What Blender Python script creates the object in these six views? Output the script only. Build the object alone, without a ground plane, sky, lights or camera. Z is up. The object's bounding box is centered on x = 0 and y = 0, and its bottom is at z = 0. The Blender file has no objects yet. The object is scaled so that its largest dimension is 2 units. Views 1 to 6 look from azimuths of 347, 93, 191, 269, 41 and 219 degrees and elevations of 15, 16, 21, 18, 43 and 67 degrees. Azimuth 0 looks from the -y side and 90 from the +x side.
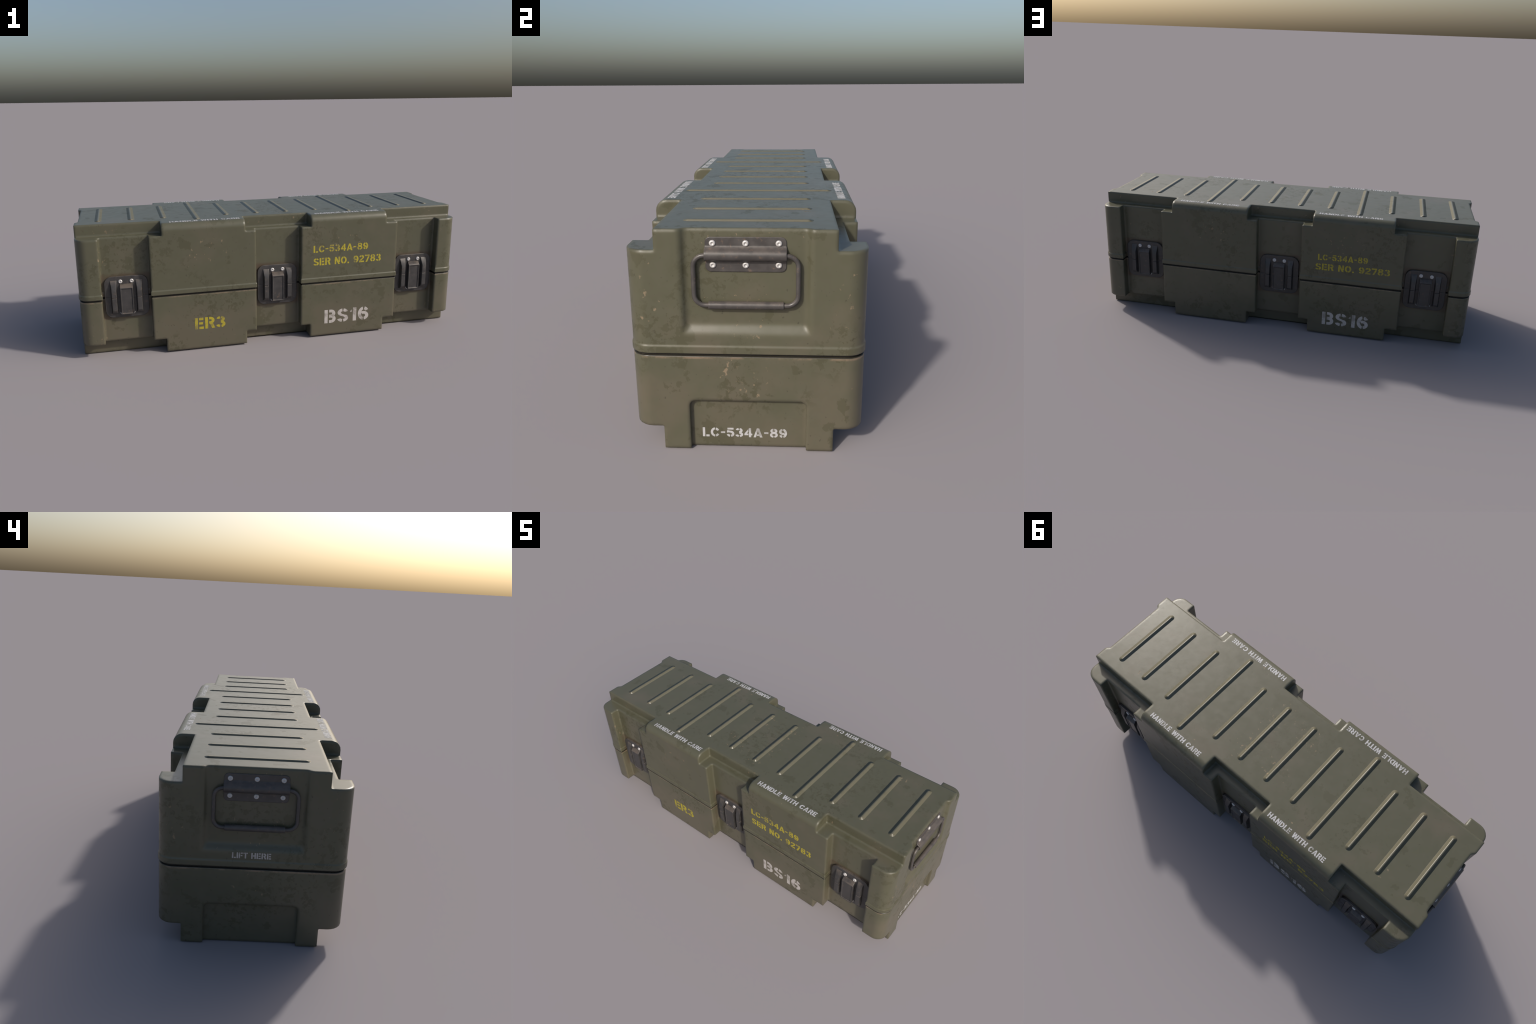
"""Olive-drab moulded transport case: lid and base with corner posts and side
blocks, pressed roof ribs, six latches, two fold-down carry handles, stencilled
markings.  Everything is in metres, z up, long side on x."""
import bpy, bmesh, math, random
from mathutils import Vector, Matrix

random.seed(7)

# ------------------------------------------------------------------ sizes
HX = 0.992            # half length of the shell
CORE_Y = 0.245        # half width of the narrow core (roof and skid)
WALL_Y = 0.284        # half width of the wall behind the latches
OUT_Y = 0.330         # half width of posts and blocks
TOP_Z = 0.661
LEDGE_Z = 0.603       # top of posts, wall and wide blocks
SKIRT_Z = 0.0730      # underside of posts, wall and wide blocks
SEAM_LO, SEAM_HI = 0.2975, 0.3050
POST_X = 0.884        # posts run from here to the end
WIDE_X = (0.1195, 0.6475)    # wide part of a block
NARROW_X = (0.172, 0.585)   # roof/foot part of a block
FOOT_Z = 0.005              # the block feet stop just short of the ground
PANEL_Y, PANEL_Z, PANEL_X = 0.175, 0.374, 0.977   # handle recess in lid ends
DOOR_Y, DOOR_Z, DOOR_X = 0.167, 0.158, 0.975      # recess in base ends


# ------------------------------------------------------------------ helpers
def link(obj, parent=None):
    bpy.context.scene.collection.objects.link(obj)
    if parent is not None:
        obj.parent = parent
    return obj


def mesh_object(name, bm, mat, parent=None, smooth=True):
    bmesh.ops.recalc_face_normals(bm, faces=bm.faces)
    me = bpy.data.meshes.new(name)
    bm.to_mesh(me)
    bm.free()
    for p in me.polygons:
        p.use_smooth = smooth
    me.materials.append(mat)
    return link(bpy.data.objects.new(name, me), parent)


def add_bevel(obj, width, segments=2, angle=35):
    m = obj.modifiers.new("edge_rounding", 'BEVEL')
    m.width = width
    m.segments = segments
    m.limit_method = 'ANGLE'
    m.angle_limit = math.radians(angle)
    m.harden_normals = True
    m.use_clamp_overlap = True
    m.miter_outer = 'MITER_ARC' if segments > 1 else 'MITER_SHARP'
    return m


def even_normals(obj):
    """Keep the big flat faces flat and let only the roundings carry the turn."""
    obj.modifiers["edge_rounding"].harden_normals = False
    obj.modifiers["edge_rounding"].face_strength_mode = 'FSTR_ALL'
    m = obj.modifiers.new("even_normals", 'WEIGHTED_NORMAL')
    m.mode = 'FACE_AREA'
    m.use_face_influence = True
    m.weight = 100
    m.keep_sharp = False


def prism(bm, outline, axis_map, lo, hi):
    """Extrude a closed 2D outline between lo and hi; axis_map(u, v, w)->xyz."""
    a = [bm.verts.new(axis_map(u, v, lo)) for u, v in outline]
    b = [bm.verts.new(axis_map(u, v, hi)) for u, v in outline]
    n = len(outline)
    bm.faces.new(a)
    bm.faces.new(list(reversed(b)))
    for i in range(n):
        j = (i + 1) % n
        bm.faces.new((a[i], b[i], b[j], a[j]))


def rounded_rect(hw, z0, z1, r, seg=6, cut=None):
    """Rounded rectangle outline (x, z); r may be given per corner bl, br, tr, tl."""
    rs = r if isinstance(r, (tuple, list)) else (r,) * 4
    corners = [(-hw, z0, 180, rs[0]), (hw, z0, 270, rs[1]), (hw, z1, 0, rs[2]), (-hw, z1, 90, rs[3])]
    pts = []
    for cx, cz, a0, rr in corners:
        if rr <= 0:
            pts.append((cx, cz))
            continue
        ox = cx + (rr if cx < 0 else -rr)
        oz = cz + (rr if cz == z0 else -rr)
        for k in range(seg + 1):
            a = math.radians(a0 + 90 * k / seg)
            pts.append((ox + rr * math.cos(a), oz + rr * math.sin(a)))
    return pts


def lathe(bm, profile, n=16, centre=(0, 0, 0)):
    """Revolve (radius, height) about the local outward axis (-y)."""
    cx, cy, cz = centre
    rings = []
    for r, h in profile:
        if r < 1e-6:
            rings.append([bm.verts.new((cx, cy - h, cz))])
        else:
            rings.append([bm.verts.new((cx + r * math.cos(2 * math.pi * k / n), cy - h,
                                        cz + r * math.sin(2 * math.pi * k / n))) for k in range(n)])
    for a, b in zip(rings, rings[1:]):
        for k in range(n):
            j = (k + 1) % n
            vs = [a[k % len(a)], a[j % len(a)], b[j % len(b)], b[k % len(b)]]
            u = []
            for v in vs:
                if v not in u:
                    u.append(v)
            if len(u) > 2:
                bm.faces.new(u)


def sweep(bm, path, radius, n=12, closed=False):
    """Round tube along a path of Vectors."""
    rings = []
    m = len(path)
    for i, p in enumerate(path):
        q = path[(i + 1) % m] if closed or i < m - 1 else p
        o = path[i - 1] if closed or i > 0 else p
        t = (q - o).normalized()
        s = Vector((0, 1, 0))
        w = t.cross(s).normalized()
        rings.append([bm.verts.new(p + radius * (math.cos(2 * math.pi * k / n) * s + math.sin(2 * math.pi * k / n) * w))
                      for k in range(n)])
    pairs = list(zip(rings, rings[1:])) + ([(rings[-1], rings[0])] if closed else [])
    for a, b in pairs:
        for k in range(n):
            bm.faces.new((a[k], a[(k + 1) % n], b[(k + 1) % n], b[k]))
    if not closed:
        bm.faces.new(rings[0])
        bm.faces.new(list(reversed(rings[-1])))


# ------------------------------------------------------------------ materials
class Nodes:
    def __init__(self, name):
        self.mat = bpy.data.materials.new(name)
        self.mat.use_nodes = True
        self.t = self.mat.node_tree
        self.bsdf = self.t.nodes["Principled BSDF"]
        self.obj = self.t.nodes.new("ShaderNodeNewGeometry").outputs["Position"]

    def put(self, node, key, val):
        sock = node.inputs[key]
        if isinstance(val, bpy.types.NodeSocket):
            self.t.links.new(val, sock)
        else:
            sock.default_value = val

    def mapping(self, scale=(1, 1, 1), loc=(0, 0, 0), rot=(0, 0, 0), vec=None):
        n = self.t.nodes.new("ShaderNodeMapping")
        self.put(n, "Vector", vec or self.obj)
        self.put(n, "Location", loc)
        self.put(n, "Rotation", rot)
        self.put(n, "Scale", scale)
        return n.outputs[0]

    def noise(self, scale, detail=4, rough=0.55, vec=None, dist=0.0):
        n = self.t.nodes.new("ShaderNodeTexNoise")
        self.put(n, "Vector", vec or self.obj)
        self.put(n, "Scale", scale)
        self.put(n, "Detail", detail)
        self.put(n, "Roughness", rough)
        self.put(n, "Distortion", dist)
        return n.outputs["Fac"]

    def math(self, op, a, b=0.0, c=None, clamp=False):
        n = self.t.nodes.new("ShaderNodeMath")
        n.operation = op
        n.use_clamp = clamp
        self.put(n, 0, a)
        self.put(n, 1, b)
        if c is not None:
            self.put(n, 2, c)
        return n.outputs[0]

    def step(self, v, lo, hi, to0=0.0, to1=1.0):
        n = self.t.nodes.new("ShaderNodeMapRange")
        n.interpolation_type = 'SMOOTHSTEP'
        self.put(n, "Value", v)
        self.put(n, "From Min", lo)
        self.put(n, "From Max", hi)
        self.put(n, "To Min", to0)
        self.put(n, "To Max", to1)
        return n.outputs[0]

    def mix(self, fac, a, b, blend='MIX'):
        n = self.t.nodes.new("ShaderNodeMix")
        n.data_type = 'RGBA'
        n.blend_type = blend
        self.put(n, 0, fac)
        for key, v in ((6, a), (7, b)):
            if not isinstance(v, bpy.types.NodeSocket) and len(v) == 3:
                v = (*v, 1.0)
            self.put(n, key, v)
        return n.outputs[2]

    def xyz(self, vec=None):
        n = self.t.nodes.new("ShaderNodeSeparateXYZ")
        self.put(n, 0, vec or self.obj)
        return n.outputs

    def spot(self, absx, absy, z, centre, radii):
        """Soft blob (1 in the middle, 0 outside) at a mirrored position."""
        s = None
        for v, c, r in zip((absx, absy, z), centre, radii):
            d = self.math('MULTIPLY', self.math('SUBTRACT', v, c), 1.0 / r)
            d = self.math('MULTIPLY', d, d)
            s = d if s is None else self.math('ADD', s, d)
        return self.step(s, 0.0, 1.0, 1.0, 0.0)

    def finish(self, colour, rough, height=None, strength=0.2, distance=0.002, round_radius=None, metallic=0.0,
               specular=0.5):
        self.put(self.bsdf, "Base Color", colour)
        self.put(self.bsdf, "Roughness", rough)
        self.put(self.bsdf, "Metallic", metallic)
        self.put(self.bsdf, "Specular IOR Level", specular)
        normal = None
        if round_radius:
            b = self.t.nodes.new("ShaderNodeBevel")
            b.samples = 10
            self.put(b, "Radius", round_radius)
            normal = b.outputs[0]
        if height is not None:
            n = self.t.nodes.new("ShaderNodeBump")
            self.put(n, "Height", height)
            self.put(n, "Strength", strength)
            self.put(n, "Distance", distance)
            if normal:
                self.put(n, "Normal", normal)
            normal = n.outputs[0]
        if normal:
            self.t.links.new(normal, self.bsdf.inputs["Normal"])
        return self.mat


OLIVE = (0.083, 0.081, 0.052)
OLIVE_BROWN = (0.103, 0.091, 0.063)
STAIN = (0.060, 0.057, 0.031)
DUST = (0.27, 0.195, 0.125)
GRIME = (0.036, 0.033, 0.022)


def olive_paint(name, round_radius, sheen_tint=0.0):
    k = Nodes(name)
    x, y, z = k.xyz()
    ax, ay = k.math('ABSOLUTE', x), k.math('ABSOLUTE', y)
    # broad drift between greener paint and browner dusted paint, browner low down
    broad = k.noise(5.5, 5, 0.6, k.mapping(loc=(3.1, 1.7, 0.4)))
    low = k.step(z, 0.34, 0.10, 0.0, 0.17)
    tone = k.step(k.math('ADD', broad, low), 0.48, 0.78)
    col = k.mix(tone, OLIVE, OLIVE_BROWN)
    # faint cloudy mottling
    cloud = k.noise(24, 6, 0.65)
    col = k.mix(k.step(cloud, 0.35, 0.72, 0.0, 0.30), col, (0.098, 0.094, 0.066))
    # dark crisp-edged stains gathered in patches
    area = k.step(k.noise(3.6, 3, 0.5, k.mapping(loc=(7.3, 2.2, 5.0))), 0.49, 0.61)
    blot = k.step(k.noise(44, 7, 0.68, dist=0.3), 0.53, 0.55)
    big = k.step(k.noise(9, 5, 0.62, k.mapping(loc=(1.3, 8.8, 2.1))), 0.605, 0.625)
    stain = k.math('MAXIMUM', k.math('MULTIPLY', area, blot), k.math('MULTIPLY', big, 0.8))
    col = k.mix(k.math('MULTIPLY', stain, 0.7), col, STAIN)
    speck = k.step(k.noise(95, 3, 0.6, k.mapping(scale=(1, 1, 0.7))), 0.675, 0.71)
    col = k.mix(k.math('MULTIPLY', speck, 0.55), col, GRIME)
    if sheen_tint:                              # colour mixed by rubbed towards pale, for sun sheen on lit rib slopes
        col = k.mix(sheen_tint, col, (0.135, 0.122, 0.086))
    # pale brown chips and scuffs: everywhere a little, thicker in knocked places
    places = [((0.99, 0.02, 0.235), (0.10, 0.10, 0.085)), ((0.99, 0.02, 0.375), (0.08, 0.06, 0.05)),
              ((0.98, 0.05, 0.46), (0.08, 0.13, 0.03)), ((0.98, 0.05, 0.635), (0.08, 0.14, 0.04)),
              ((0.99, 0.27, 0.47), (0.08, 0.06, 0.14)),
              ((0.90, 0.31, 0.11), (0.09, 0.06, 0.11)), ((0.88, 0.31, 0.50), (0.06, 0.06, 0.16)),
              ((0.13, 0.27, 0.63), (0.09, 0.07, 0.05)), ((0.62, 0.27, 0.62), (0.07, 0.06, 0.05)),
              ((0.85, 0.25, 0.63), (0.11, 0.03, 0.05)), ((0.08, 0.10, 0.66), (0.12, 0.16, 0.03)),
              ((0.30, 0.26, 0.66), (0.07, 0.06, 0.03)), ((0.74, 0.16, 0.66), (0.06, 0.06, 0.03)),
              ((0.35, 0.33, 0.52), (0.16, 0.04, 0.10))]
    knocked = None
    for c, r in places:
        s = k.spot(ax, ay, z, c, r)
        knocked = s if knocked is None else k.math('MAXIMUM', knocked, s)
    chip_noise = k.noise(58, 5, 0.62, k.mapping(loc=(4.0, 4.4, 9.1), rot=(0.3, 0.2, 0.5), scale=(1, 1, 0.8)))
    chip_at = k.math('SUBTRACT', 0.715, k.math('MULTIPLY', knocked, 0.100))
    chip = k.step(k.math('SUBTRACT', chip_noise, chip_at), 0.0, 0.04)
    col = k.mix(k.math('MULTIPLY', chip, 0.54), col, DUST)
    # brown dirt collected on the wall around the latches
    wall = k.math('MULTIPLY', k.step(ay, 0.310, 0.300), k.step(ay, 0.270, 0.280))
    lx = None
    for cx in (0.0, 0.766):
        d = k.math('ABSOLUTE', k.math('SUBTRACT', ax, cx))
        lx = d if lx is None else k.math('MINIMUM', lx, d)
    near = k.math('MULTIPLY', k.step(lx, 0.126, 0.110),
                  k.step(k.math('ABSOLUTE', k.math('SUBTRACT', z, 0.303)), 0.124, 0.106))
    dirt = k.math('MULTIPLY', k.math('MULTIPLY', wall, near), k.step(cloud, 0.30, 0.62, 0.35, 1.0))
    col = k.mix(k.math('MULTIPLY', dirt, 0.9), col, (0.075, 0.052, 0.034))
    # dust line that sits on the lower lip of the seam
    seam = k.math('MULTIPLY', k.step(z, 0.287, 0.2915), k.step(z, 0.2965, 0.2945))
    seam = k.math('MULTIPLY', seam, k.step(k.noise(16, 5, 0.7), 0.40, 0.62))
    col = k.mix(k.math('MULTIPLY', seam, 0.65), col, (0.23, 0.165, 0.115))
    gap = k.math('MULTIPLY', k.step(z, 0.2940, 0.2962), k.step(z, 0.3075, 0.3060))
    col = k.mix(k.math('MULTIPLY', gap, 0.85), col, (0.018, 0.015, 0.011))      # near-black line along the rims at the seam
    rough = k.step(k.math('ADD', k.math('MULTIPLY', cloud, 0.35), k.math('MULTIPLY', stain, 0.14)), 0.0, 0.6, 0.27, 0.51)
    rough = k.math('MAXIMUM', rough, k.math('MULTIPLY', chip, 0.8))
    fine = k.noise(210, 4, 0.6)
    h = k.math('ADD', k.math('MULTIPLY', fine, 0.18), k.math('MULTIPLY', cloud, 0.8))
    h = k.math('SUBTRACT', h, k.math('MULTIPLY', chip, 0.25))
    if round_radius:                        # soft moulded edges, crisper along the seam lip
        lip_zone = k.math('MULTIPLY', k.step(z, 0.285, 0.293), k.step(z, 0.350, 0.340))
        round_radius = k.math('SUBTRACT', round_radius, k.math('MULTIPLY', lip_zone, round_radius - 0.005))
    return k.finish(col, rough, h, 0.14, 0.002, round_radius=round_radius)


def dark_metal(name, base, rust, slope_tint):
    k = Nodes(name)
    cloud = k.noise(40, 5, 0.6)
    col = k.mix(k.step(cloud, 0.3, 0.75), tuple(c * 0.85 for c in base), tuple(c * 1.2 for c in base))
    scuff = k.step(k.noise(60, 5, 0.65, k.mapping(loc=(2, 5, 1))), 0.58, 0.70)
    col = k.mix(k.math('MULTIPLY', scuff, rust), col, (0.15, 0.105, 0.075))
    n = k.t.nodes.new("ShaderNodeNewGeometry")
    up = k.math('MULTIPLY', k.step(k.xyz(n.outputs["Normal"])[2], 0.25, 0.6), k.step(cloud, 0.35, 0.6, 0.3, 1.0))
    col = k.mix(k.math('MULTIPLY', up, slope_tint), col, (0.15, 0.115, 0.085))     # upward slopes mixed paler and browner
    rough = k.step(cloud, 0.3, 0.7, 0.30, 0.48)
    return k.finish(col, rough, k.noise(150, 4, 0.6), 0.1, 0.001, round_radius=0.0035)


def plain(name, colour, rough, metallic=0.0):
    k = Nodes(name)
    n = k.noise(120, 3, 0.5)
    col = k.mix(k.step(n, 0.3, 0.7), tuple(c * 0.92 for c in colour), tuple(min(1, c * 1.06) for c in colour))
    return k.finish(col, rough, metallic=metallic)


def stencil_paint(name, colour, fade):
    """Sprayed marking, worn back to the olive under it in patches."""
    k = Nodes(name)
    patch = k.noise(22, 3, 0.5, k.mapping(loc=(2.7, 0.3, 1.1)))
    grain = k.noise(85, 5, 0.7)
    wear = k.math('ADD', k.math('MULTIPLY', patch, 0.65), k.math('MULTIPLY', grain, 0.35))
    f = k.step(wear, 0.47, 0.64, 0.0, fade)
    col = k.mix(f, colour, OLIVE_BROWN)
    return k.finish(col, 0.5, None)


PAINT = olive_paint("worn_olive_paint", 0.017)
RIB_PAINT = olive_paint("olive_rib_paint_sun_tinted", None, 0.35)
SEAL = plain("dark_seal_rubber", (0.014, 0.012, 0.009), 0.7)
LATCH_GREY = dark_metal("latch_grey_black", (0.041, 0.039, 0.039), 0.42, 0.45)
HANDLE_GREY = dark_metal("handle_gunmetal", (0.058, 0.053, 0.051), 0.62, 0.25)
BOLT = plain("bolt_zinc", (0.50, 0.485, 0.475), 0.45, 0.2)
YELLOW = stencil_paint("yellow_marking", (0.36, 0.30, 0.024), 0.72)
WHITE = stencil_paint("white_marking", (0.43, 0.40, 0.38), 0.55)
WHITE_CLEAN = stencil_paint("clean_white_marking", (0.43, 0.425, 0.43), 0.50)

# ------------------------------------------------------------------ the case
case = link(bpy.data.objects.new("military_transport_case", None))
case["label"] = "long olive green moulded military transport case with latches and handles"
case["category"] = "storage crate"


def solid_at(x, y, z):
    """Is this point inside the moulded shell?"""
    x, y = abs(x), abs(y)
    if x > HX or z > TOP_Z or z < 0:
        return False
    if z > PANEL_Z and y < PANEL_Y and x > PANEL_X:
        return False
    if z < DOOR_Z and y < DOOR_Y and x > DOOR_X:
        return False
    if y < CORE_Y:
        return True
    if NARROW_X[0] < x < NARROW_X[1]:
        return y < OUT_Y and z > FOOT_Z
    if SKIRT_Z < z < LEDGE_Z:
        if y < WALL_Y:
            return True
        return y < OUT_Y and (x > POST_X or WIDE_X[0] < x < WIDE_X[1])
    return False


def shell(z_lo, z_hi):
    """Boundary mesh of the part of the shell between two heights."""
    xs = sorted({s * v for v in (HX, PANEL_X, DOOR_X, POST_X, *WIDE_X, *NARROW_X) for s in (1, -1)})
    ys = sorted({s * v for v in (CORE_Y, WALL_Y, OUT_Y, PANEL_Y, DOOR_Y) for s in (1, -1)})
    zs = [z_lo] + [v for v in sorted((FOOT_Z, SKIRT_Z, LEDGE_Z, PANEL_Z, DOOR_Z)) if z_lo < v < z_hi] + [z_hi]
    grid = (xs, ys, zs)
    mid = [[(a + b) / 2 for a, b in zip(g, g[1:])] for g in grid]
    n = [len(m) for m in mid]
    full = {(i, j, k) for i in range(n[0]) for j in range(n[1]) for k in range(n[2])
            if solid_at(mid[0][i], mid[1][j], mid[2][k])}
    bm = bmesh.new()
    cache = {}

    def vert(i, j, k):
        if (i, j, k) not in cache:
            cache[(i, j, k)] = bm.verts.new((xs[i], ys[j], zs[k]))
        return cache[(i, j, k)]

    for c in full:
        for ax in range(3):
            for side in (0, 1):
                nb = list(c)
                nb[ax] += 1 if side else -1
                if tuple(nb) in full:
                    continue
                u, v = [(1, 2), (2, 0), (0, 1)][ax]
                quad = []
                for du, dv in ((0, 0), (1, 0), (1, 1), (0, 1)):
                    p = list(c)
                    p[ax] += side
                    p[u] += du
                    p[v] += dv
                    quad.append(vert(*p))
                bm.faces.new(quad if side else list(reversed(quad)))
    bm.normal_update()
    bmesh.ops.dissolve_limit(bm, angle_limit=0.02, verts=bm.verts, edges=bm.edges)
    spare = [v for v in bm.verts if len(v.link_edges) == 2 and
             abs((v.link_edges[0].other_vert(v).co - v.co).normalized().dot(
                 (v.link_edges[1].other_vert(v).co - v.co).normalized())) > 0.999]
    bmesh.ops.dissolve_verts(bm, verts=spare)
    return bm


def pick_edges(bm, test):
    return [e for e in bm.edges if all(test(v.co) for v in e.verts)]


def round_posts(bm):
    """Generous plan radius on the four outer corners."""
    sel = [e for e in pick_edges(bm, lambda c: abs(c.x) > HX - 1e-3 and abs(c.y) > OUT_Y - 1e-3)
           if abs(e.verts[0].co.x - e.verts[1].co.x) < 1e-4 and abs(e.verts[0].co.y - e.verts[1].co.y) < 1e-4]
    bmesh.ops.bevel(bm, geom=sel, offset=0.055, segments=6, profile=0.5, affect='EDGES')


def lip(bm, z0, grow):
    """Push the rim below z0 outward by a small step, as the moulded lip is."""
    for zc in (z0 + 0.0038, z0):
        bmesh.ops.bisect_plane(bm, geom=bm.verts[:] + bm.edges[:] + bm.faces[:], dist=1e-6,
                               plane_co=(0, 0, zc), plane_no=(0, 0, 1))
    offset_walls(bm, z0, grow)


def offset_walls(bm, z0, grow):
    """Move every vertical wall below z0 outward (or inward) by grow."""
    bm.normal_update()
    moves = {}
    for v in bm.verts:
        if v.co.z > z0 + 1e-4:
            continue
        ns = []
        for f in v.link_faces:
            h = Vector((f.normal.x, f.normal.y, 0))
            if h.length > 0.9 and all((h - m).length > 0.02 for m in ns):
                ns.append(h)
        if len(ns) == 1:
            moves[v] = ns[0] * grow
        elif len(ns) >= 2:
            a, b = ns[0], ns[1]
            det = a.x * b.y - a.y * b.x
            if abs(det) > 0.15:
                moves[v] = Vector(((b.y - a.y) * grow / det, (a.x - b.x) * grow / det, 0))
            else:
                moves[v] = (a + b).normalized() * grow
    for v, d in moves.items():
        v.co += d


# lid
bm = shell(SEAM_HI, TOP_Z)
round_posts(bm)
shoulder = [e for e in pick_edges(bm, lambda c: abs(c.y) > OUT_Y - 1e-3 and c.z > TOP_Z - 1e-3)]
bmesh.ops.bevel(bm, geom=shoulder, offset=0.036, segments=5, profile=0.5, affect='EDGES')
for v in bm.verts:                      # the handle recess has a sloping foot and sides
    if abs(v.co.x) > PANEL_X - 1e-3 and abs(abs(v.co.y) - PANEL_Y) < 1e-3:
        floor = abs(v.co.x) < PANEL_X + 1e-3
        if floor:
            v.co.y -= math.copysign(0.009, v.co.y)
        if v.co.z < TOP_Z - 0.1:
            v.co.z += 0.013 if floor else -0.009
def on_recess(c):
    ax_, ay_ = abs(c.x), abs(c.y)
    return (abs(ax_ - PANEL_X) < 1e-3 and ay_ < PANEL_Y or abs(ax_ - HX) < 1e-3 and ay_ < PANEL_Y + 1e-3) and c.z < TOP_Z + 1e-3


foot = [e for e in pick_edges(bm, on_recess) if not all(v.co.z > TOP_Z - 1e-3 for v in e.verts)
        and e.calc_length() > 0.012]
bmesh.ops.bevel(bm, geom=foot, offset=0.0085, segments=4, profile=0.5, affect='EDGES', clamp_overlap=True)
lip(bm, 0.3265, 0.0030)
lid = mesh_object("lid", bm, PAINT, case)
add_bevel(lid, 0.0032, 3, 28)
even_normals(lid)

# base
bm = shell(0.0, SEAM_LO)
arch = [e for e in pick_edges(bm, lambda c: abs(abs(c.y) - DOOR_Y) < 1e-3 and abs(c.z - DOOR_Z) < 1e-3)
        if e.calc_length() < 0.03]
bmesh.ops.bevel(bm, geom=arch, offset=0.018, segments=5, profile=0.5, affect='EDGES')
round_posts(bm)
base = mesh_object("base", bm, PAINT, case)
add_bevel(base, 0.0032, 3)
even_normals(base)

# rubber seal seen as the dark line between them
bm = shell(SEAM_LO - 0.010, SEAM_HI + 0.010)
round_posts(bm)
offset_walls(bm, 1.0, -0.006)
seal = mesh_object("seal", bm, SEAL, case, smooth=False)

# ------------------------------------------------------------------ roof ribs
RIB_RINGS = ((0.0172, -0.0010, 0), (0.0167, 0.0001, 34), (0.0157, 0.0006, 54), (0.0060, 0.0024, 52),
             (0.0034, 0.0028, 36), (0.0018, 0.0030, 14), (0.0006, 0.0031, 0))   # radius, height, lean of the normal


def rib(half_len):
    """Pressed rib with round ends: stacked stadium outlines, shaded as a full swelling."""
    bm = bmesh.new()
    rings, normals = [], []
    for r, h, lean in RIB_RINGS:
        ring = []
        for sgn, a0 in ((1, 0), (-1, 180)):
            for i in range(11):
                a = math.radians(a0 + 18 * i)
                ring.append(bm.verts.new((r * math.cos(a), sgn * (half_len - 0.0172) + r * math.sin(a), h)))
                t = math.radians(lean)
                normals.append((math.cos(a) * math.sin(t), math.sin(a) * math.sin(t), math.cos(t)))
        rings.append(ring)
    n = len(rings[0])
    for a, b in zip(rings, rings[1:]):
        for i in range(n):
            bm.faces.new((a[i], a[(i + 1) % n], b[(i + 1) % n], b[i]))
    bm.faces.new(rings[-1])
    ob = mesh_object("rib", bm, RIB_PAINT, lid)
    ob.data.normals_split_custom_set_from_vertices(normals)
    return ob


rib_short = rib(0.184)
rib_long = rib(0.261)
first = {False: rib_short, True: rib_long}
used = set()
for i in range(12):
    x = -0.88 + 0.16 * i
    is_long = i in (3, 8)
    src = first[is_long]
    ob = src
    if is_long in used:
        ob = link(src.copy(), lid)
    used.add(is_long)
    ob.location = (x, 0, TOP_Z)

# ------------------------------------------------------------------ bolts
def bolt_bm(r):
    bm = bmesh.new()
    lathe(bm, [(0, 0.0022), (0.34 * r, 0.0022), (0.40 * r, 0.0046), (0.62 * r, 0.0047), (0.86 * r, 0.0036),
               (r, 0.0016), (r, -0.001), (0, -0.001)], 18)
    return bm


def bolt_data(r):
    ob = mesh_object("bolt", bolt_bm(r), BOLT)
    me = ob.data
    bpy.data.objects.remove(ob)
    return me


LATCH_BOLT = bolt_data(0.0100)
HANDLE_BOLT = bolt_data(0.0088)

# ------------------------------------------------------------------ latches
# local frame: x to the right, z up from the seam, outward = -y, y = 0 on the wall
PLATE_T = 0.0115
out = lambda u, v, w: (u, -w, v)          # outline in (x, z), extruded outward


def latch_plate_bm():
    bm = bmesh.new()
    r = 0.038
    prism(bm, rounded_rect(0.1055, 0.0002, 0.105, (0, 0, r, r)), out, -0.001, PLATE_T)
    prism(bm, rounded_rect(0.1055, -0.105, -0.0002, (r, r, 0, 0)), out, -0.001, PLATE_T)
    return bm


def latch_ridge_bm():
    """Grip ridge: long ramp at the top, blunt at the foot, split at the seam."""
    bm = bmesh.new()
    side = lambda u, v, w: (w, -v, u)     # outline in (z, out), extruded along x
    b, h = PLATE_T - 0.001, PLATE_T + 0.0185
    prism(bm, [(0.0006, b), (0.087, b), (0.082, b + 0.003), (0.046, h), (0.0006, h)], side, -0.0165, 0.0165)
    prism(bm, [(-0.083, b), (-0.0006, b), (-0.0006, h), (-0.066, h), (-0.078, h - 0.007)], side, -0.0165, 0.0165)
    for v in bm.verts:                      # flanks lean in towards the crest
        v.co.x *= 1.0 - 0.34 * max(0.0, min(1.0, (-v.co.y - b) / (h - b)))
    return bm


def latch_clip_bm():
    """Sprung cover with a sunk panel in its face."""
    bm = bmesh.new()
    side = lambda u, v, w: (w, -v, u)
    b, h = PLATE_T - 0.001, PLATE_T + 0.0195
    prism(bm, [(-0.086, b), (0.067, b), (0.066, b + 0.004), (0.050, h), (-0.086, h)], side, -0.031, 0.031)
    bmesh.ops.recalc_face_normals(bm, faces=bm.faces)
    face = [f for f in bm.faces if f.normal.y < -0.95]
    bmesh.ops.inset_region(bm, faces=face, thickness=0.0065, depth=0)
    bmesh.ops.inset_region(bm, faces=face, thickness=0.0022, depth=-0.0035)
    return bm


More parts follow.
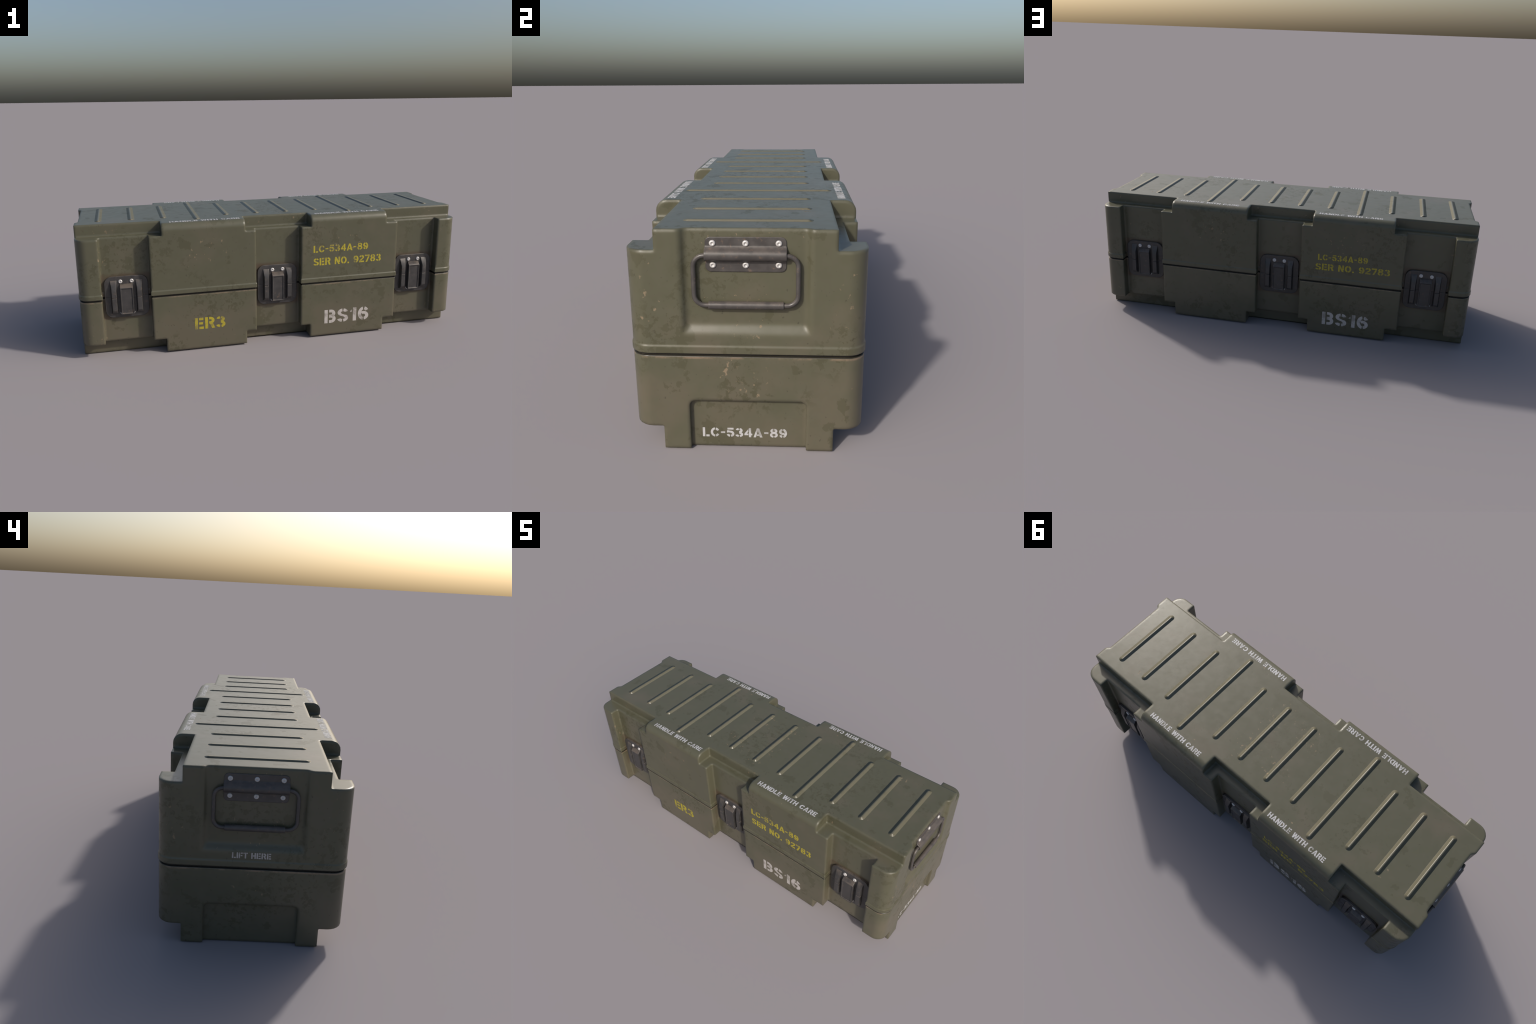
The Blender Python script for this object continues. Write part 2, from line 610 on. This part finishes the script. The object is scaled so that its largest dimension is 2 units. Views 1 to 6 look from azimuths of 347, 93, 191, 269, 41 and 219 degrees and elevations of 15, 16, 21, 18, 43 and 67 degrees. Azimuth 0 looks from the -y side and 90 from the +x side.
def hook_bm():
    """Wire spring ends that show under the foot of the clip."""
    bm = bmesh.new()
    for s in (-1, 1):
        path = [Vector((s * (0.022 + 0.013 * math.sin(a)), -PLATE_T - 0.001, -0.079 - 0.012 * math.cos(a) + 0.001))
                for a in [math.radians(t) for t in range(-10, 91, 20)]]
        sweep(bm, path, 0.0022, 8)
    return bm


protos = {}
latches = []
for side in (-1, 1):
    for cx in (-0.766, 0.0, 0.766):
        if not protos:
            plate = mesh_object("latch", latch_plate_bm(), LATCH_GREY, case)
            add_bevel(plate, 0.0016, 2)
            ridge = mesh_object("latch_ridge", latch_ridge_bm(), LATCH_GREY, plate)
            add_bevel(ridge, 0.0055, 4, 25)
            clip = mesh_object("latch_clip", latch_clip_bm(), LATCH_GREY, plate)
            add_bevel(clip, 0.0012, 2)
            hook = mesh_object("latch_spring", hook_bm(), BOLT, plate)
            protos = dict(plate=plate, ridge=ridge, clip=clip, hook=hook)
            ridge2 = link(ridge.copy(), plate)
        else:
            plate = link(protos["plate"].copy(), case)
            ridge = link(protos["ridge"].copy(), plate)
            ridge2 = link(protos["ridge"].copy(), plate)
            link(protos["clip"].copy(), plate)
            link(protos["hook"].copy(), plate)
        plate.location = (cx, side * WALL_Y, 0.303)
        plate.rotation_euler = (0, 0, 0 if side < 0 else math.pi)
        ridge.location = (-0.061, 0, 0)
        ridge2.location = (0.061, 0, 0)
        for bx in (-0.027, 0.027):
            b = link(bpy.data.objects.new("bolt", LATCH_BOLT), plate)
            b.location = (bx, -PLATE_T, 0.0795)
            b.rotation_euler = (0, random.uniform(0, 1.0), 0)

# ------------------------------------------------------------------ handles
# local frame: y = 0 on the recess floor, z absolute
ROD_D = 0.012


def bracket_bm():
    bm = bmesh.new()
    prism(bm, rounded_rect(0.109, 0.5415, 0.638, 0.015), out, -0.001, 0.0032)
    # rolled sleeve that holds the rod
    c, r, t = (0.5895, 0.0062), 0.0168, 0.0035
    outer = [(c[0] + 0.0245, 0.0028), (c[0] + 0.0200, 0.0060)]
    outer += [(c[0] + r * math.cos(math.radians(a)), c[1] + r * math.sin(math.radians(a))) for a in range(18, 171, 12)]
    outer += [(c[0] - r - 0.001, 0.0028)]
    inner = [(c[0] + (r - t) * math.cos(math.radians(a)), c[1] + (r - t) * math.sin(math.radians(a)))
             for a in range(174, -1, -12)]
    inner = [(c[0] - r + t, 0.0028)] + inner + [(c[0] + r - t, 0.0028)]
    n0 = len(bm.verts)
    prism(bm, outer + inner, lambda u, v, w: (w, -v, u), -0.110, 0.110)
    return bm


def rod_bm():
    bm = bmesh.new()
    hw, z0, z1, r = 0.141, 0.449, 0.589, 0.030
    path = [Vector((x, -ROD_D, z)) for x, z in rounded_rect(hw, z0, z1, r, 8)]
    sweep(bm, path, 0.0067, 14, closed=True)
    return bm


def grip_bm():
    bm = bmesh.new()
    path = [Vector((x, -ROD_D, 0.449)) for x in (-0.1025, 0.1025)]
    sweep(bm, path, 0.011, 20)
    return bm


bracket0 = None
for side in (1, -1):
    if bracket0 is None:
        bracket = mesh_object("carry_handle", rod_bm(), HANDLE_GREY, case)
        brk = mesh_object("handle_bracket", bracket_bm(), HANDLE_GREY, bracket)
        add_bevel(brk, 0.0010, 2, 40)
        grip = mesh_object("handle_grip", grip_bm(), HANDLE_GREY, bracket)
        add_bevel(grip, 0.0015, 2, 50)
        bracket0 = (bracket, brk, grip)
    else:
        bracket = link(bracket0[0].copy(), case)
        link(bracket0[1].copy(), bracket)
        link(bracket0[2].copy(), bracket)
    bracket.location = (side * PANEL_X, 0, 0)
    bracket.rotation_euler = (0, 0, side * math.pi / 2)
    for bz in (0.621, 0.561):
        for bx in (-0.0885, 0.0, 0.0885):
            b = link(bpy.data.objects.new("bolt", HANDLE_BOLT), bracket)
            b.location = (bx, -0.0032, bz)
            b.rotation_euler = (0, random.uniform(0, 1.0), 0)

# ------------------------------------------------------------------ stencil lettering
# each glyph: (width, pieces); a piece is ('R', x0, y0, x1, y1), ('Q', points) or
# ('A', cx, cy, rx, ry, a0, a1) = elliptical band, in a box one unit high
T = 0.21      # stroke
G = 0.045     # half bridge


def R(x0, y0, x1, y1):
    return [(x0, y0), (x1, y0), (x1, y1), (x0, y1)]


def Q(*pts):
    return list(pts)


def A(cx, cy, rx, ry, a0, a1, t=T):
    n = max(3, int(abs(a1 - a0) / 12))
    an = [math.radians(a0 + (a1 - a0) * i / n) for i in range(n + 1)]
    return [(cx + rx * math.cos(a), cy + ry * math.sin(a)) for a in an] + \
           [(cx + (rx - t) * math.cos(a), cy + (ry - t) * math.sin(a)) for a in reversed(an)]


def bowl(x0, x1, y0, y1, t=T):
    """Right-hand bowl of B, D, P, R: two arms and a half ring, one outline."""
    ry = (y1 - y0) / 2
    cy = (y0 + y1) / 2
    rx = min(ry, x1 - x0 - 0.02)
    cx = x1 - rx
    an = [math.radians(-90 + 180 * i / 12) for i in range(13)]
    return [(x0, y0)] + [(cx + rx * math.cos(a), cy + ry * math.sin(a)) for a in an] + [(x0, y1), (x0, y1 - t)] + \
           [(cx + (rx - t) * math.cos(a), cy + (ry - t) * math.sin(a)) for a in reversed(an)] + [(x0, y0 + t)]


GLYPHS = {
    ' ': (0.34, []),
    '-': (0.44, [R(0.03, 0.40, 0.41, 0.58)]),
    '.': (0.25, [R(0.02, 0, 0.23, T)]),
    'I': (T, [R(0, 0, T, 1)]),
    'L': (0.60, [R(0, 0, T, 1), R(T + 2 * G, 0, 0.60, T)]),
    'E': (0.64, [R(0, 0, T, 1), R(T + 2 * G, 0, 0.64, T), R(T + 2 * G, 0.40, 0.59, 0.60), R(T + 2 * G, 1 - T, 0.62, 1)]),
    'F': (0.60, [R(0, 0, T, 1), R(T + 2 * G, 0.38, 0.56, 0.58), R(T + 2 * G, 1 - T, 0.60, 1)]),
    'H': (0.70, [R(0, 0, T, 1), R(0.70 - T, 0, 0.70, 1), R(T + G, 0.40, 0.70 - T + 0.005, 0.60)]),
    'T': (0.64, [R(0.215, 0, 0.425, 1), R(0, 1 - T, 0.215 - G, 1), R(0.425 + G, 1 - T, 0.64, 1)]),
    'N': (0.72, [R(0, 0, T, 0.80), Q((0, 1), (0.235, 1), (0.72, 0.0), (0.485, 0.0)), R(0.72 - T, 0.26, 0.72, 1)]),
    'W': (1.00, [Q((0, 1), (0.21, 1), (0.35, 0), (0.15, 0)), Q((0.38, 0.0), (0.28, 0.36), (0.40, 1), (0.58, 1)),
                 Q((0.44, 0.80), (0.62, 0.80), (0.84, 0), (0.62, 0)), Q((0.79, 1), (1.00, 1), (0.88, 0.12), (0.72, 0.40))]),
    'A': (0.80, [Q((0, 0), (0.21, 0), (0.46, 1), (0.30, 1)), Q((0.57, 0), (0.80, 0), (0.51, 1), (0.36, 0.84)),
                 Q((0.30, 0.17), (0.56, 0.17), (0.50, 0.35), (0.35, 0.35))]),
    'D': (0.74, [R(0, 0, T, 1), bowl(T + 2 * G, 0.74, 0, 1)]),
    'R': (0.72, [R(0, 0, T, 1), bowl(T + 2 * G, 0.70, 0.40, 1), Q((0.36, 0.42), (0.58, 0.42), (0.74, 0), (0.50, 0))]),
    'B': (0.72, [R(0, 0, T, 1), bowl(T + 2 * G, 0.70, 0.42, 1), bowl(T + 2 * G, 0.73, 0, 0.60)]),
    'C': (0.76, [A(0.40, 0.5, 0.40, 0.5, 93, 267), A(0.40, 0.5, 0.40, 0.5, 28, 78), A(0.40, 0.5, 0.40, 0.5, 282, 332)]),
    'O': (0.80, [A(0.40, 0.5, 0.40, 0.5, 97, 263), A(0.40, 0.5, 0.40, 0.5, -83, 83)]),
    '0': (0.70, [A(0.35, 0.5, 0.35, 0.5, 98, 262), A(0.35, 0.5, 0.35, 0.5, -82, 82)]),
    'S': (0.72, [A(0.36, 0.72, 0.34, 0.28, 97, 235), A(0.36, 0.72, 0.34, 0.28, 12, 80),
                 Q((0.165, 0.49), (0.26, 0.62), (0.62, 0.46), (0.50, 0.36)),
                 A(0.36, 0.28, 0.36, 0.28, -80, 58), A(0.36, 0.28, 0.36, 0.28, 192, 260)]),
    '1': (0.42, [R(0.20, 0, 0.42, 1), Q((0, 0.68), (0.135, 0.68), (0.135, 0.86), (0.04, 0.80))]),
    '2': (0.66, [A(0.33, 0.70, 0.32, 0.30, 98, 172), A(0.33, 0.70, 0.32, 0.30, -30, 80),
                 Q((0.43, 0.60), (0.62, 0.58), (0.27, 0.25), (0.02, 0.25)), R(0.0, 0, 0.66, T - 0.01)]),
    '3': (0.68, [A(0.33, 0.73, 0.31, 0.27, -90, 78), A(0.33, 0.73, 0.31, 0.27, 102, 168),
                 A(0.33, 0.29, 0.35, 0.29, -78, 90), A(0.33, 0.29, 0.35, 0.29, 192, 258)]),
    '4': (0.70, [R(0.40, 0, 0.60, 1), Q((0.0, 0.22), (0.355, 0.22), (0.355, 0.40), (0.22, 0.40), (0.355, 0.62), (0.355, 0.90), (0, 0.38)),
                 R(0.60, 0.22, 0.70, 0.40)]),
    '5': (0.68, [R(0.08, 1 - T + 0.02, 0.62, 1), Q((0.03, 0.46), (0.26, 0.52), (0.26, 0.70), (0.05, 0.73)),
                 A(0.34, 0.34, 0.34, 0.34, -78, 118), A(0.34, 0.34, 0.34, 0.34, 188, 258)]),
    '6': (0.70, [A(0.37, 0.5, 0.37, 0.5, 100, 262), A(0.37, 0.62, 0.33, 0.38, 22, 76),
                 A(0.35, 0.33, 0.35, 0.33, -78, 118)]),
    '7': (0.64, [R(0, 1 - T + 0.01, 0.64, 1), Q((0.42, 0.74), (0.63, 0.74), (0.34, 0), (0.11, 0))]),
    '8': (0.70, [A(0.35, 0.74, 0.31, 0.26, 100, 270, 0.18), A(0.35, 0.74, 0.31, 0.26, -90, 80, 0.18),
                 A(0.35, 0.30, 0.35, 0.30, 90, 260, 0.19), A(0.35, 0.30, 0.35, 0.30, -80, 90, 0.19)]),
    '9': (0.70, [A(0.35, 0.67, 0.35, 0.33, 102, 298), A(0.33, 0.5, 0.37, 0.5, -80, 80), A(0.33, 0.38, 0.33, 0.38, 202, 258)]),
}


def marking(text, mat, origin, right, up, width, height, spacing=0.11, tilt=0.0):
    """Lettering fitted to a box; origin is its lower left corner on the surface."""
    bm = bmesh.new()
    right, up = Vector(right), Vector(up)
    if tilt:
        c, s = math.cos(tilt), math.sin(tilt)
        right, up = right * c + up * s, up * c - right * s
    nrm = right.cross(up)
    total = sum(GLYPHS[c][0] for c in text) + spacing * (len(text) - 1)
    sx = width / total
    pen = 0.0
    depth = 0.0
    for ch in text:
        w, pieces = GLYPHS[ch]
        for outline in pieces:
            o = list(outline)
            area = sum(a[0] * b[1] - b[0] * a[1] for a, b in zip(o, o[1:] + o[:1]))
            if area < 0:
                o.reverse()
            depth = (depth + 0.0001) % 0.0003     # never two faces on one plane
            pts = [right * ((pen + u) * sx) + up * (v * height) for u, v in o]
            lo = [bm.verts.new(p - nrm * 0.001) for p in pts]
            hi = [bm.verts.new(p + nrm * (0.0003 + depth)) for p in pts]
            bm.faces.new(hi)
            bm.faces.new(list(reversed(lo)))
            n = len(pts)
            for i in range(n):
                j = (i + 1) % n
                bm.faces.new((lo[i], lo[j], hi[j], hi[i]))
        pen += w + spacing
    me = bpy.data.meshes.new("marking")
    bm.normal_update()
    bmesh.ops.triangulate(bm, faces=[f for f in bm.faces if len(f.verts) > 4])
    bm.to_mesh(me)
    bm.free()
    me.materials.append(mat)
    ob = link(bpy.data.objects.new("marking", me), case)
    ob.location = origin
    return ob


X, Y, Z = Vector((1, 0, 0)), Vector((0, 1, 0)), Vector((0, 0, 1))
# front
marking("ER3", YELLOW, (-0.441, -OUT_Y, 0.108), X, Z, 0.156, 0.061)
marking("BS16", WHITE, (0.250, -OUT_Y, 0.071), X, Z, 0.251, 0.075)
marking("LC-534A-89", YELLOW, (0.184, -OUT_Y, 0.465), X, Z, 0.301, 0.037)
marking("SER NO. 92783", YELLOW, (0.184, -OUT_Y, 0.396), X, Z, 0.376, 0.039)
# back
marking("BS16", WHITE, (-0.251, OUT_Y, 0.057), -X, Z, 0.246, 0.074)
marking("LC-534A-89", YELLOW, (-0.210, OUT_Y, 0.424), -X, Z, 0.257, 0.033, tilt=0.02)
marking("SER NO. 92783", YELLOW, (-0.199, OUT_Y, 0.369), -X, Z, 0.384, 0.036, tilt=0.014)
# ends
marking("LC-534A-89", WHITE_CLEAN, (DOOR_X, -0.135, 0.031), Y, Z, 0.247, 0.030)
marking("LIFT HERE", WHITE, (-HX, 0.073, 0.3385), -Y, Z, 0.134, 0.0215)
# roof
for x0, x1 in ((-0.541, -0.192), (0.203, 0.551)):
    marking("HANDLE WITH CARE", WHITE_CLEAN, (x0, -0.297, TOP_Z), X, Y, x1 - x0, 0.0265)
for x0, x1 in ((0.548, 0.229), (-0.199, -0.520)):
    marking("HANDLE WITH CARE", WHITE_CLEAN, (x0, 0.297, TOP_Z), -X, -Y, x0 - x1, 0.0255)
